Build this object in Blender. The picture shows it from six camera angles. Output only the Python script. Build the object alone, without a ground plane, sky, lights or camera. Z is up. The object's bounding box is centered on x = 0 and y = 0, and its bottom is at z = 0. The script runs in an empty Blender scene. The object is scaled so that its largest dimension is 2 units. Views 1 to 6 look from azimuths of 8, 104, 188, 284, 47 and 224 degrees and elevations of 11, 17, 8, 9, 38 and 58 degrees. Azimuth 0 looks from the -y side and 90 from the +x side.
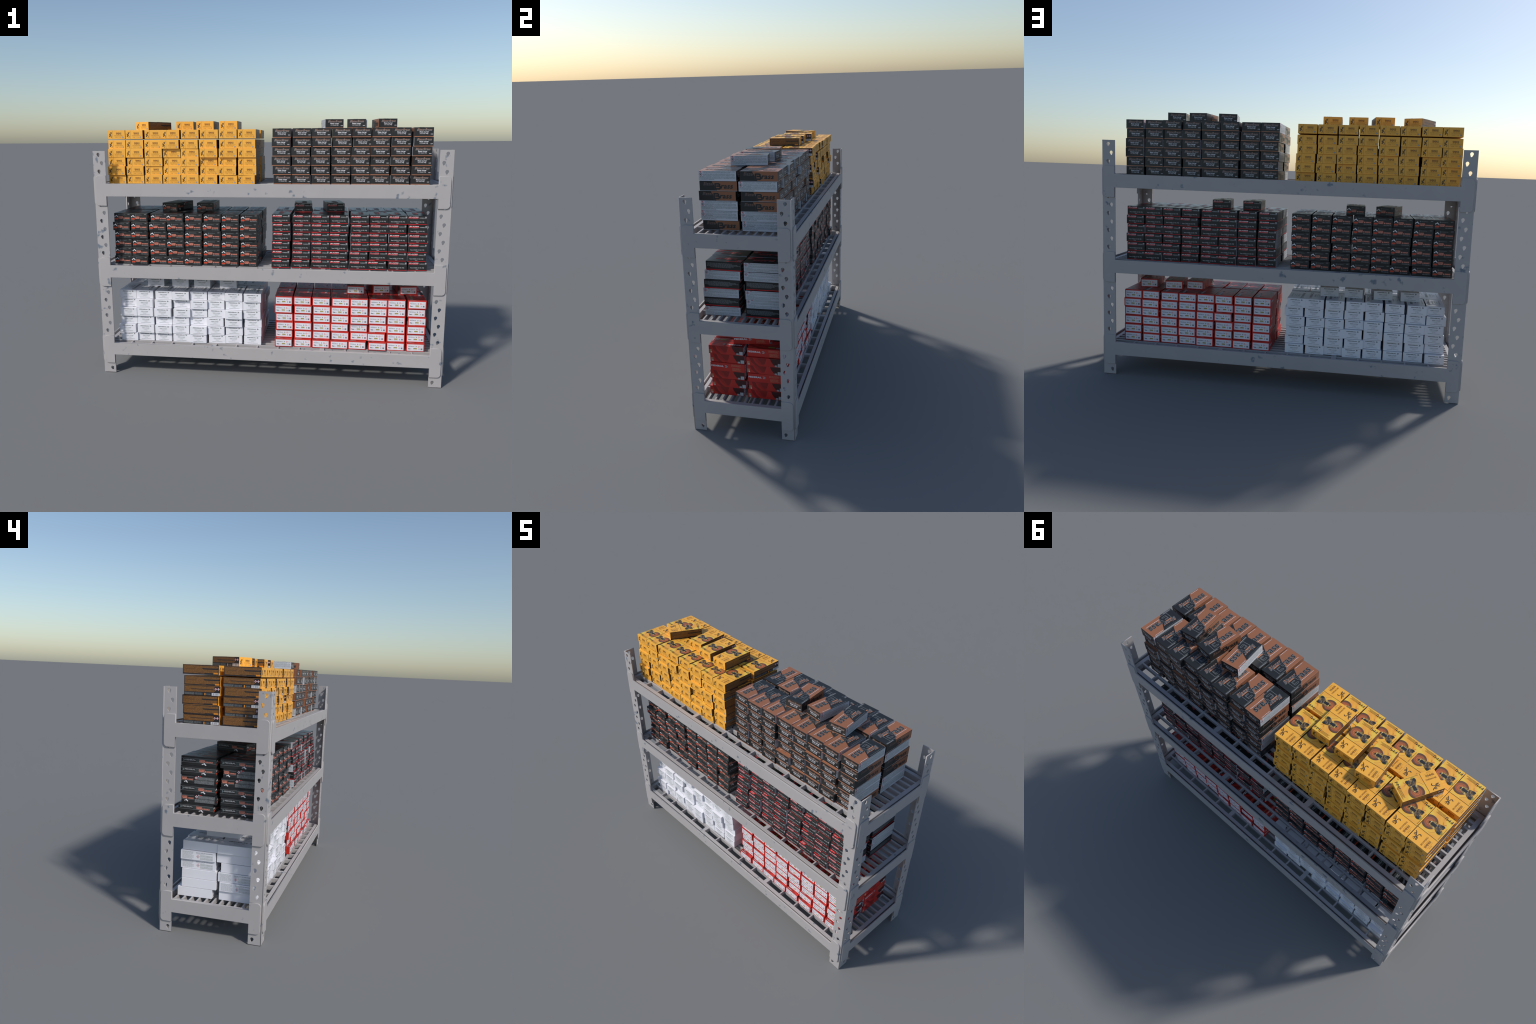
"""A three-level steel storage rack loaded with six stacks of printed cartridge boxes."""
import bpy, bmesh, math, random
from mathutils import Matrix, Vector

scene_collection = bpy.context.scene.collection
random.seed(41)

# ------------------------------------------------------------------ materials


def lin(r, g, b):
    f = lambda c: (c / 255 / 12.92) if c <= 10.3 else ((c / 255 + 0.055) / 1.055) ** 2.4
    return (f(r), f(g), f(b), 1.0)


def card(name, rgb, rough=0.42, vary=0.05, spec=0.5):
    """Printed cardboard: one ink colour, faint fibre mottling, a little box-to-box change."""
    m = bpy.data.materials.new(name)
    m.use_nodes = True
    nt = m.node_tree
    p = nt.nodes["Principled BSDF"]
    tc = nt.nodes.new("ShaderNodeTexCoord")
    nz = nt.nodes.new("ShaderNodeTexNoise")
    nz.inputs["Scale"].default_value = 35
    nz.inputs["Detail"].default_value = 4
    nt.links.new(tc.outputs["Object"], nz.inputs["Vector"])
    oi = nt.nodes.new("ShaderNodeObjectInfo")
    add = nt.nodes.new("ShaderNodeMath")
    add.operation = "ADD"
    nt.links.new(nz.outputs["Fac"], add.inputs[0])
    nt.links.new(oi.outputs["Random"], add.inputs[1])
    mr = nt.nodes.new("ShaderNodeMapRange")
    mr.inputs["From Min"].default_value = 0.3
    mr.inputs["From Max"].default_value = 1.7
    mr.inputs["To Min"].default_value = 1 - vary
    mr.inputs["To Max"].default_value = 1 + vary
    nt.links.new(add.outputs[0], mr.inputs["Value"])
    mix = nt.nodes.new("ShaderNodeMix")
    mix.data_type = "RGBA"
    mix.blend_type = "MULTIPLY"
    mix.inputs["Factor"].default_value = 1
    mix.inputs["A"].default_value = lin(*rgb)
    nt.links.new(mr.outputs["Result"], mix.inputs["B"])
    nt.links.new(mix.outputs["Result"], p.inputs["Base Color"])
    p.inputs["Roughness"].default_value = rough
    p.inputs["Specular IOR Level"].default_value = spec
    return m


def small_print(name, paper, ink, cover=0.5, scale=420.0):
    """Text far too small to read: ink specks packed in rows on the paper colour."""
    m = bpy.data.materials.new(name)
    m.use_nodes = True
    nt = m.node_tree
    p = nt.nodes["Principled BSDF"]
    tc = nt.nodes.new("ShaderNodeTexCoord")
    nz = nt.nodes.new("ShaderNodeTexNoise")
    nz.inputs["Scale"].default_value = scale
    nz.inputs["Detail"].default_value = 2
    nt.links.new(tc.outputs["Object"], nz.inputs["Vector"])
    ramp = nt.nodes.new("ShaderNodeValToRGB")
    e = ramp.color_ramp.elements
    e[0].position = 0.32 + 0.25 * (cover - 0.5)
    e[1].position = 0.68 + 0.25 * (cover - 0.5)
    e[0].color = lin(*ink)
    e[1].color = lin(*paper)
    nt.links.new(nz.outputs["Fac"], ramp.inputs["Fac"])
    nt.links.new(ramp.outputs["Color"], p.inputs["Base Color"])
    p.inputs["Roughness"].default_value = 0.45
    return m


def ramp_of(nt, stops):
    ramp = nt.nodes.new("ShaderNodeValToRGB")
    e = ramp.color_ramp.elements
    while len(e) < len(stops):
        e.new(0.5)
    for k, (pos, rgb) in enumerate(stops):
        e[k].position = pos
        e[k].color = lin(*rgb)
    return ramp


def blend(name, scale, stops):
    """Softly mottled print: a noise field through a colour ramp."""
    m = bpy.data.materials.new(name)
    m.use_nodes = True
    nt = m.node_tree
    p = nt.nodes["Principled BSDF"]
    tc = nt.nodes.new("ShaderNodeTexCoord")
    nz = nt.nodes.new("ShaderNodeTexNoise")
    nz.inputs["Scale"].default_value = scale
    nz.inputs["Detail"].default_value = 2
    nz.inputs["Distortion"].default_value = 1.2
    nt.links.new(tc.outputs["Object"], nz.inputs["Vector"])
    ramp = ramp_of(nt, stops)
    nt.links.new(nz.outputs["Fac"], ramp.inputs["Fac"])
    nt.links.new(ramp.outputs["Color"], p.inputs["Base Color"])
    p.inputs["Roughness"].default_value = 0.45
    return m


def radial(name, centre, radius, stops):
    """Rings round a point of the lid, wavering a little."""
    m = bpy.data.materials.new(name)
    m.use_nodes = True
    nt = m.node_tree
    p = nt.nodes["Principled BSDF"]
    tc = nt.nodes.new("ShaderNodeTexCoord")
    mp = nt.nodes.new("ShaderNodeMapping")
    mp.inputs["Scale"].default_value = (1 / radius, 1 / radius, 0)
    mp.inputs["Location"].default_value = (-centre[0] / radius, -centre[1] / radius, 0)
    nt.links.new(tc.outputs["Object"], mp.inputs["Vector"])
    ln = nt.nodes.new("ShaderNodeVectorMath")
    ln.operation = "LENGTH"
    nt.links.new(mp.outputs["Vector"], ln.inputs[0])
    nz = nt.nodes.new("ShaderNodeTexNoise")
    nz.inputs["Scale"].default_value = 60
    nt.links.new(tc.outputs["Object"], nz.inputs["Vector"])
    ad = nt.nodes.new("ShaderNodeMath")
    ad.operation = "MULTIPLY_ADD"
    nt.links.new(nz.outputs["Fac"], ad.inputs[0])
    ad.inputs[1].default_value = 0.2
    nt.links.new(ln.outputs["Value"], ad.inputs[2])
    sb = nt.nodes.new("ShaderNodeMath")
    sb.operation = "SUBTRACT"
    nt.links.new(ad.outputs[0], sb.inputs[0])
    sb.inputs[1].default_value = 0.1
    ramp = ramp_of(nt, stops)
    nt.links.new(sb.outputs[0], ramp.inputs["Fac"])
    nt.links.new(ramp.outputs["Color"], p.inputs["Base Color"])
    p.inputs["Roughness"].default_value = 0.45
    return m


def steel_paint():
    """Grey powder coat with sparse rubbed, bluish bare patches."""
    m = bpy.data.materials.new("grey_rack_paint")
    m.use_nodes = True
    nt = m.node_tree
    p = nt.nodes["Principled BSDF"]
    tc = nt.nodes.new("ShaderNodeTexCoord")
    blot = nt.nodes.new("ShaderNodeTexNoise")
    blot.inputs["Scale"].default_value = 26
    blot.inputs["Detail"].default_value = 2.5
    where = nt.nodes.new("ShaderNodeTexNoise")
    where.inputs["Scale"].default_value = 5
    where.inputs["Detail"].default_value = 1
    fine = nt.nodes.new("ShaderNodeTexNoise")
    fine.inputs["Scale"].default_value = 12
    fine.inputs["Detail"].default_value = 5
    for n in (blot, where, fine):
        nt.links.new(tc.outputs["Object"], n.inputs["Vector"])
    mul = nt.nodes.new("ShaderNodeMath")
    mul.operation = "MULTIPLY_ADD"
    nt.links.new(where.outputs["Fac"], mul.inputs[0])
    mul.inputs[1].default_value = 0.35
    nt.links.new(blot.outputs["Fac"], mul.inputs[2])
    mask = nt.nodes.new("ShaderNodeMapRange")
    mask.inputs["From Min"].default_value = 0.85
    mask.inputs["From Max"].default_value = 0.94
    nt.links.new(mul.outputs[0], mask.inputs["Value"])
    base = nt.nodes.new("ShaderNodeMix")
    base.data_type = "RGBA"
    base.inputs["A"].default_value = lin(168, 164, 164)
    base.inputs["B"].default_value = lin(176, 172, 171)
    nt.links.new(fine.outputs["Fac"], base.inputs["Factor"])
    worn = nt.nodes.new("ShaderNodeMix")
    worn.data_type = "RGBA"
    nt.links.new(mask.outputs["Result"], worn.inputs["Factor"])
    nt.links.new(base.outputs["Result"], worn.inputs["A"])
    worn.inputs["B"].default_value = lin(112, 122, 134)
    nt.links.new(worn.outputs["Result"], p.inputs["Base Color"])
    p.inputs["Roughness"].default_value = 0.5
    return m


PAINT = steel_paint()

# ------------------------------------------------------------------ small mesh helpers


def add_object(name, mesh, parent=None, mat=None):
    ob = bpy.data.objects.new(name, mesh)
    scene_collection.objects.link(ob)
    ob.parent = parent
    if mat and not mesh.materials:
        mesh.materials.append(mat)
    return ob


def curve_to_mesh(cu):
    ob = bpy.data.objects.new("scratch", cu)
    scene_collection.objects.link(ob)
    dg = bpy.context.evaluated_depsgraph_get()
    me = bpy.data.meshes.new_from_object(ob.evaluated_get(dg))
    bpy.data.objects.remove(ob)
    bpy.data.curves.remove(cu)
    return me


def sheet(outline, holes, thick, edge=0.0009):
    """Punched sheet metal: 2D outline with holes, given a thickness and softened edges."""
    cu = bpy.data.curves.new("sheet", "CURVE")
    cu.dimensions = "2D"
    cu.fill_mode = "BOTH"
    for loop in [outline] + holes:
        sp = cu.splines.new("POLY")
        sp.points.add(len(loop) - 1)
        for q, (x, y) in zip(sp.points, loop):
            q.co = (x, y, 0, 1)
        sp.use_cyclic_u = True
    cu.extrude = thick / 2 - edge
    cu.bevel_depth = edge
    cu.bevel_resolution = 1
    cu.offset = -edge
    return curve_to_mesh(cu)


def join_meshes(name, pieces):
    """pieces: (mesh, matrix) pairs, joined to one mesh in the parent's frame."""
    bm = bmesh.new()
    for me, mx in pieces:
        me.transform(mx)
        if mx.determinant() < 0:
            me.flip_normals()
        bm.from_mesh(me)
        bpy.data.meshes.remove(me)
    out = bpy.data.meshes.new(name)
    bm.to_mesh(out)
    bm.free()
    return out


def block(x0, x1, y0, y1, z0, z1, bevel=0.0012):
    bm = bmesh.new()
    bmesh.ops.create_cube(bm, size=1)
    bmesh.ops.scale(bm, vec=(x1 - x0, y1 - y0, z1 - z0), verts=bm.verts)
    bmesh.ops.translate(bm, vec=((x0 + x1) / 2, (y0 + y1) / 2, (z0 + z1) / 2), verts=bm.verts)
    if bevel:
        bmesh.ops.bevel(bm, geom=list(bm.edges), offset=bevel, segments=1, affect="EDGES", profile=0.5)
    me = bpy.data.meshes.new("block")
    bm.to_mesh(me)
    bm.free()
    return me


I4 = Matrix.Identity(4)

# ------------------------------------------------------------------ the rack
CX, CY = 0.993, 0.288          # outer corner of the angle posts
FLANGE = 0.072
TALL = 1.325
POST_T = 0.005
LEVELS = [0.1885, 0.6655, 1.142]   # top edge of the beams
DECKS = [0.1815, 0.6590, 1.136]    # surface the boxes stand on
BEAM_H = 0.074
PLATE_UP, PLATE_DOWN = 0.044, 0.0535

rack = bpy.data.objects.new("storage_rack", None)
scene_collection.objects.link(rack)
rack["label"] = "three-tier grey steel storage rack with punched corner posts"
rack["category"] = "storage rack"


def teardrop(cx, cz, lean):
    r = 0.0092
    pts = [(cx + r * math.cos(a), cz + 0.003 + r * math.sin(a))
           for a in [math.radians(-20 + 220 * i / 10) for i in range(11)]]
    pts += [(cx + lean * 0.0005 - 0.003, cz - 0.0105), (cx + lean * 0.0045, cz - 0.0125)]
    return pts


def post_flange(start):
    """Flange running from u = start near the corner to its free edge at u = FLANGE."""
    outline = [(start, 0), (FLANGE, 0), (FLANGE, TALL), (start, TALL)]
    holes = []
    for i in range(28):
        u = 0.050 if i % 2 == 0 else 0.032
        holes.append(teardrop(u, 0.027 + 0.04726 * i, 1))
    return sheet(outline, holes, POST_T, 0.0003)


for sx in (-1, 1):
    for sy in (-1, 1):
        # front/back flange: u -> inward x, v -> z
        a = Matrix(((-sx, 0, 0, sx * CX), (0, 0, 1, sy * (CY - POST_T / 2)), (0, 1, 0, 0), (0, 0, 0, 1)))
        b = Matrix(((0, 0, 1, sx * (CX - POST_T / 2)), (-sy, 0, 0, sy * CY), (0, 1, 0, 0), (0, 0, 0, 1)))
        me = join_meshes("post", [(post_flange(0), a), (post_flange(POST_T - 0.0002), b)])
        add_object("post", me, rack, PAINT)


def beam_outline(half, inner, top):
    """Beam face with a tall rounded connector plate at either end."""
    lo, up, dn = top - BEAM_H, top + PLATE_UP, top - BEAM_H - PLATE_DOWN
    r = 0.020
    arc = lambda cx, cy, a0: [(cx + r * math.cos(math.radians(a0 + 90 * i / 6)),
                               cy + r * math.sin(math.radians(a0 + 90 * i / 6))) for i in range(7)]
    right = [(inner, lo), (inner, dn)] + arc(half - r, dn + r, -90) + arc(half - r, up - r, 0) + [(inner, up), (inner, top)]
    left = [(-x, y) for x, y in reversed(right)]
    return right + left


BEAM_T = 0.0085
for top in LEVELS:
    for sy in (-1, 1):
        face = sheet(beam_outline(0.985, 0.9215, top), [], BEAM_T, 0.0014)
        mx = Matrix(((1, 0, 0, 0), (0, 0, -1, sy * (0.2955 - BEAM_T / 2)), (0, 1, 0, 0), (0, 0, 0, 1)))
        y0, y1 = sorted((sy * 0.288, sy * 0.262))
        lip = block(-0.965, 0.965, y0, y1, top - BEAM_H + 0.001, top - BEAM_H + 0.005, 0)
        add_object("long_beam", join_meshes("long_beam", [(face, mx), (lip, I4)]), rack, PAINT)
    for sx in (-1, 1):
        face = sheet(beam_outline(0.2795, 0.2165, top), [], BEAM_T, 0.0014)
        mx = Matrix(((0, 0, 1, sx * (1.0 - BEAM_T / 2)), (1, 0, 0, 0), (0, 1, 0, 0), (0, 0, 0, 1)))
        x0, x1 = sorted((sx * 0.993, sx * 0.967))
        lip = block(x0, x1, -0.26, 0.26, top - BEAM_H + 0.0015, top - BEAM_H + 0.0055, 0)
        add_object("end_beam", join_meshes("end_beam", [(face, mx), (lip, I4)]), rack, PAINT)

# open grid decks: a flat rim, two broad joints between three panels, long bars and cross ribs
bar_mesh = block(-0.960, 0.960, -0.005, 0.005, -0.028, 0, 0.001)
rib_mesh = block(-0.0045, 0.0045, -0.2600, 0.2600, -0.028, 0, 0.001)
for m in (bar_mesh, rib_mesh):
    m.materials.append(PAINT)
for deck in DECKS:
    t, low = deck + 0.0006, deck - 0.034
    parts = []
    for s in (-1, 1):
        y0, y1 = sorted((s * 0.2565, s * 0.2785))
        parts.append((block(-0.981, 0.981, y0, y1, low, t), I4))
        x0, x1 = sorted((s * 0.9585, s * 0.9815))
        parts.append((block(x0, x1, -0.2573, 0.2573, low, t - 0.0009), I4))
        parts.append((block(s * 0.3195 - 0.0135, s * 0.3195 + 0.0135, -0.2573, 0.2573, low, t - 0.0009), I4))
    frame = add_object("shelf_deck", join_meshes("shelf_deck", parts), rack, PAINT)
    for k in range(-5, 6):
        bar = add_object("deck_bar", bar_mesh, frame)
        bar.location = (0, 0.002 + k * 0.0425, deck)
    for lo_x, hi_x in ((-0.951, -0.333), (-0.306, 0.306), (0.333, 0.951)):
        pitch = (hi_x - lo_x + 0.009) / 5
        for k in range(1, 5):
            rib = add_object("deck_rib", rib_mesh, frame)
            rib.location = (lo_x - 0.0045 + pitch * k, 0, deck - 0.0012)

# ------------------------------------------------------------------ printed boxes
W, L = 0.1025, 0.1975
GLYPHS = {}


def glyphs(body, bold=0.0, shear=0.0, air=0.0):
    key = (body, bold, shear, air)
    if key not in GLYPHS:
        cu = bpy.data.curves.new("lettering", "FONT")
        cu.body, cu.size, cu.resolution_u, cu.offset, cu.shear = body, 1, 2, bold, shear
        cu.space_character = 1.0 + 2.2 * air
        cu.fill_mode = "FRONT"
        me = curve_to_mesh(cu)
        vs = [(v.co.x, v.co.y) for v in me.vertices]
        fs = [tuple(p.vertices) if p.normal.z > 0 else tuple(reversed(p.vertices)) for p in me.polygons]
        bpy.data.meshes.remove(me)
        GLYPHS[key] = (vs, fs)
    return GLYPHS[key]


class Carton:
    """One box design: a softened cuboid plus ink shapes laid on its faces.

    Face coordinates run 0..1 from the lower left corner as seen from outside.
    'top' is read along -y with its upper edge at +x; 'lid' is the same face read along +x.
    """

    def __init__(self, height, base):
        self.h = height
        self.v, self.f, self.m, self.mats = [], [], [], []
        self.base(base)

    def slot(self, mat):
        if mat not in self.mats:
            self.mats.append(mat)
        return self.mats.index(mat)

    def base(self, mats):
        bm = bmesh.new()
        bmesh.ops.create_cube(bm, size=1)
        bmesh.ops.scale(bm, vec=(W, L, self.h), verts=bm.verts)
        bmesh.ops.translate(bm, vec=(0, 0, self.h / 2), verts=bm.verts)
        bmesh.ops.bevel(bm, geom=list(bm.edges), offset=0.0008, segments=2, affect="EDGES", profile=0.5)
        bm.verts.index_update()
        self.v += [tuple(v.co) for v in bm.verts]
        for f in bm.faces:
            self.f.append(tuple(v.index for v in f.verts))
            n = f.normal
            side = "body"
            if n.x < -0.9: side = "left"
            elif n.x > 0.9: side = "right"
            elif abs(n.y) > 0.9: side = "end"
            elif n.z > 0.9: side = "top"
            self.m.append(self.slot(mats.get(side, mats["body"])))
        bm.free()

    def place(self, face, s, t, d):
        e = 0.0009
        size = {"front": (W, self.h), "back": (W, self.h), "left": (L, self.h), "right": (L, self.h), "top": (L, W), "lid": (W, L)}[face]
        s = min(max(s * size[0], e), size[0] - e)
        t = min(max(t * size[1], e), size[1] - e)
        return {"front": lambda: (s - W / 2, -L / 2 - d, t), "back": lambda: (W / 2 - s, L / 2 + d, t),
                "left": lambda: (-W / 2 - d, L / 2 - s, t), "right": lambda: (W / 2 + d, s - L / 2, t),
                "top": lambda: (t - W / 2, L / 2 - s, self.h + d), "lid": lambda: (s - W / 2, t - L / 2, self.h + d)}[face]()

    def faces_of(self, face):
        return ("front", "back") if face == "end" else (face,)

    def poly(self, face, pts, mat, layer=1):
        area = sum(a[0] * b[1] - b[0] * a[1] for a, b in zip(pts, pts[1:] + pts[:1]))
        if area < 0:
            pts = pts[::-1]
        for fc in self.faces_of(face):
            k = len(self.v)
            self.v += [self.place(fc, s, t, 0.00022 * layer) for s, t in pts]
            self.f.append(tuple(range(k, k + len(pts))))
            self.m.append(self.slot(mat))

    def rect(self, face, s0, t0, s1, t1, mat, layer=1):
        self.poly(face, [(s0, t0), (s1, t0), (s1, t1), (s0, t1)], mat, layer)

    def disc(self, face, cs, ct, rs, rt, mat, layer=1, n=18, a0=0, a1=360):
        full = a1 - a0 >= 360
        k = n if full else n + 1
        self.poly(face, [(cs + rs * math.cos(math.radians(a0 + (a1 - a0) * i / n)),
                          ct + rt * math.sin(math.radians(a0 + (a1 - a0) * i / n))) for i in range(k)], mat, layer)

    def band(self, face, cs, ct, r0, r1, aspect, a0, a1, mat, layer=1, n=10):
        arc = lambda r, k: (cs + r * math.cos(math.radians(a0 + (a1 - a0) * k / n)),
                            ct + r * aspect * math.sin(math.radians(a0 + (a1 - a0) * k / n)))
        for k in range(n):
            self.poly(face, [arc(r0, k), arc(r1, k), arc(r1, k + 1), arc(r0, k + 1)], mat, layer)

    def words(self, face, s0, t0, s1, t1, body, mat, layer=2, bold=0.0, shear=0.0):
        folds = bold > 0 and any(ch in "MWN&" for ch in body)
        vs, fs = glyphs(body, 0.0 if folds else bold, shear, max(bold, 0.0))
        nudges = (-0.9 * bold, 0.0, 0.9 * bold) if folds else (0.0,)
        x0, x1 = min(v[0] for v in vs), max(v[0] for v in vs)
        y0, y1 = min(v[1] for v in vs), max(v[1] for v in vs)
        for fc in self.faces_of(face):
            for n, dx in enumerate(nudges):
                k = len(self.v)
                self.v += [self.place(fc, s0 + (x + dx - x0) / (x1 - x0) * (s1 - s0), t0 + (y - y0) / (y1 - y0) * (t1 - t0), 0.00022 * layer + 0.00003 * n) for x, y in vs]
                self.f += [tuple(i + k for i in f) for f in fs]
                self.m += [self.slot(mat)] * len(fs)

    def stroke(self, face, s0, t0, s1, t1, lines, wide, mat, layer=2, turn=False):
        """Pen strokes in a unit box; wide is the pen width in box units."""
        lift = 0.0
        for ln in lines:
            for (ax, ay), (bx, by) in zip(ln, ln[1:]):
                dx, dy = bx - ax, by - ay
                n = math.hypot(dx, dy) or 1
                ox, oy = -dy / n * wide / 2, dx / n * wide / 2
                ex, ey = dx / n * wide * 0.25, dy / n * wide * 0.25
                q = [(ax + ox - ex, ay + oy - ey), (ax - ox - ex, ay - oy - ey), (bx - ox + ex, by - oy + ey), (bx + ox + ex, by + oy + ey)]
                if turn:
                    q = [(y, 1 - x) for x, y in q]
                self.poly(face, [(s0 + x * (s1 - s0), t0 + y * (t1 - t0)) for x, y in q], mat, layer + lift)
                lift += 0.07

    def shape(self, face, s0, t0, s1, t1, pts, mat, layer=2):
        self.poly(face, [(s0 + x * (s1 - s0), t0 + y * (t1 - t0)) for x, y in pts], mat, layer)

    def mesh(self, name):
        me = bpy.data.meshes.new(name)
        me.from_pydata(self.v, [], self.f)
        for mt in self.mats:
            me.materials.append(mt)
        for p, k in zip(me.polygons, self.m):
            p.material_index = k
        me.update()
        return me


DEER = [[(0.95, 1.0), (0.85, 0.82), (0.6, 0.62), (0.4, 0.56)], [(0.62, 0.64), (0.5, 0.92)], [(0.78, 0.76), (0.62, 0.98)],
        [(0.42, 0.57), (0.12, 0.74)], [(0.4, 0.56), (0.05, 0.52)], [(0.42, 0.56), (0.46, 0.42), (0.2, 0.34), (0.1, 0.2), (0.34, 0.22), (0.46, 0.42)],
        [(0.46, 0.44), (0.78, 0.36), (0.86, 0.18), (0.76, 0.0)]]
CHEVRON = [(0.0, 0.24), (0.08, 0.48), (0.44, 0.76), (0.54, 1.0), (0.68, 0.78), (1.0, 0.24), (0.92, 0.0), (0.7, 0.3), (0.5, 0.5), (0.3, 0.36), (0.16, 0.06)]
BIG_B = [[(0, 0), (0, 1), (0.7, 1), (0.85, 0.88), (0.85, 0.66), (0.7, 0.54), (0.3, 0.54)], [(0.7, 0.54), (1, 0.42), (1, 0.14), (0.82, 0), (0, 0)]]
HANDGUN = [(0.0, 0.28), (0.06, 0.48), (0.5, 0.78), (0.56, 1.0), (0.68, 0.94), (0.66, 0.72), (1.0, 0.22), (0.84, 0.0), (0.66, 0.14), (0.52, 0.44), (0.36, 0.42), (0.2, 0.26)]


def maker_mark(c, face, s0, t0, s1, t1, ink, gap, layer=2):
    """Round badge of the maker: half disc with two slots."""
    w, h = s1 - s0, t1 - t0
    c.shape(face, s0, t0, s1, t1, [(0.0, 0.0), (0.6, 0.0), (0.88, 0.18), (1.0, 0.5), (0.88, 0.82), (0.6, 1.0), (0.0, 1.0), (0.24, 0.74), (0.36, 0.5), (0.24, 0.26)], ink, layer)
    c.rect(face, s0 + w * 0.3, t0 + h * 0.43, s0 + w * 0.72, t0 + h * 0.57, gap, layer + 1)
    c.rect(face, s0 + w * 0.74, t0 + h * 0.1, s0 + w * 0.82, t0 + h * 0.9, gap, layer + 1.5)


def hazard(c, face, cs, ct, rs, rt, red, paper, ink, layer=2):
    for k, (m, q) in enumerate(((red, 1.0), (paper, 0.78))):
        c.poly(face, [(cs - rs * q, ct), (cs, ct - rt * q), (cs + rs * q, ct), (cs, ct + rt * q)], m, layer + k)
    c.disc(face, cs, ct + 0.1 * rt, rs * 0.25, rt * 0.32, ink, layer + 2, 8)
    c.rect(face, cs - rs * 0.35, ct - rt * 0.35, cs + rs * 0.35, ct - rt * 0.15, ink, layer + 2)


def bars_code(c, face, s0, t0, s1, t1, paper, ink, layer=2, seed=3):
    c.rect(face, s0, t0, s1, t1, paper, layer)
    rng = random.Random(seed)
    x = 0.08
    while x < 0.9:
        w = rng.choice((0.02, 0.03, 0.05))
        c.rect(face, s0 + (s1 - s0) * x, t0 + (t1 - t0) * 0.2, s0 + (s1 - s0) * (x + w), t0 + (t1 - t0) * 0.9, ink, layer + 1)
        x += w + rng.choice((0.03, 0.05, 0.07))


def text_rows(c, face, s0, t0, s1, t1, rows, mat, layer=2, seed=1, fill=0.55, left=True):
    """Rows of print that only read as short dashes at this size."""
    rng = random.Random(seed)
    step = (t1 - t0) / rows
    for r in range(rows):
        y = t1 - step * (r + 1)
        x = s0
        end = s1 - (s1 - s0) * rng.uniform(0, 0.25)
        while x < end:
            w = rng.uniform(0.02, 0.07)
            c.rect(face, x, y + step * (1 - fill) / 2, min(x + w, end), y + step * (1 + fill) / 2, mat, layer)
            x += w + 0.008


# --- inks
BLACK = card("black_card", (37, 38, 39), 0.36)
JET = card("jet_card", (29, 30, 32), 0.36)
WHITE_INK = card("white_ink", (225, 224, 228))
PALE_INK = card("pale_grey_ink", (168, 170, 172))
GREY_INK = card("grey_ink", (112, 116, 118))
DIM_INK = card("dim_grey_ink", (78, 81, 83))
RED_INK = card("red_ink", (200, 32, 38))
HAZARD_RED = card("hazard_red_ink", (196, 48, 54))


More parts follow.
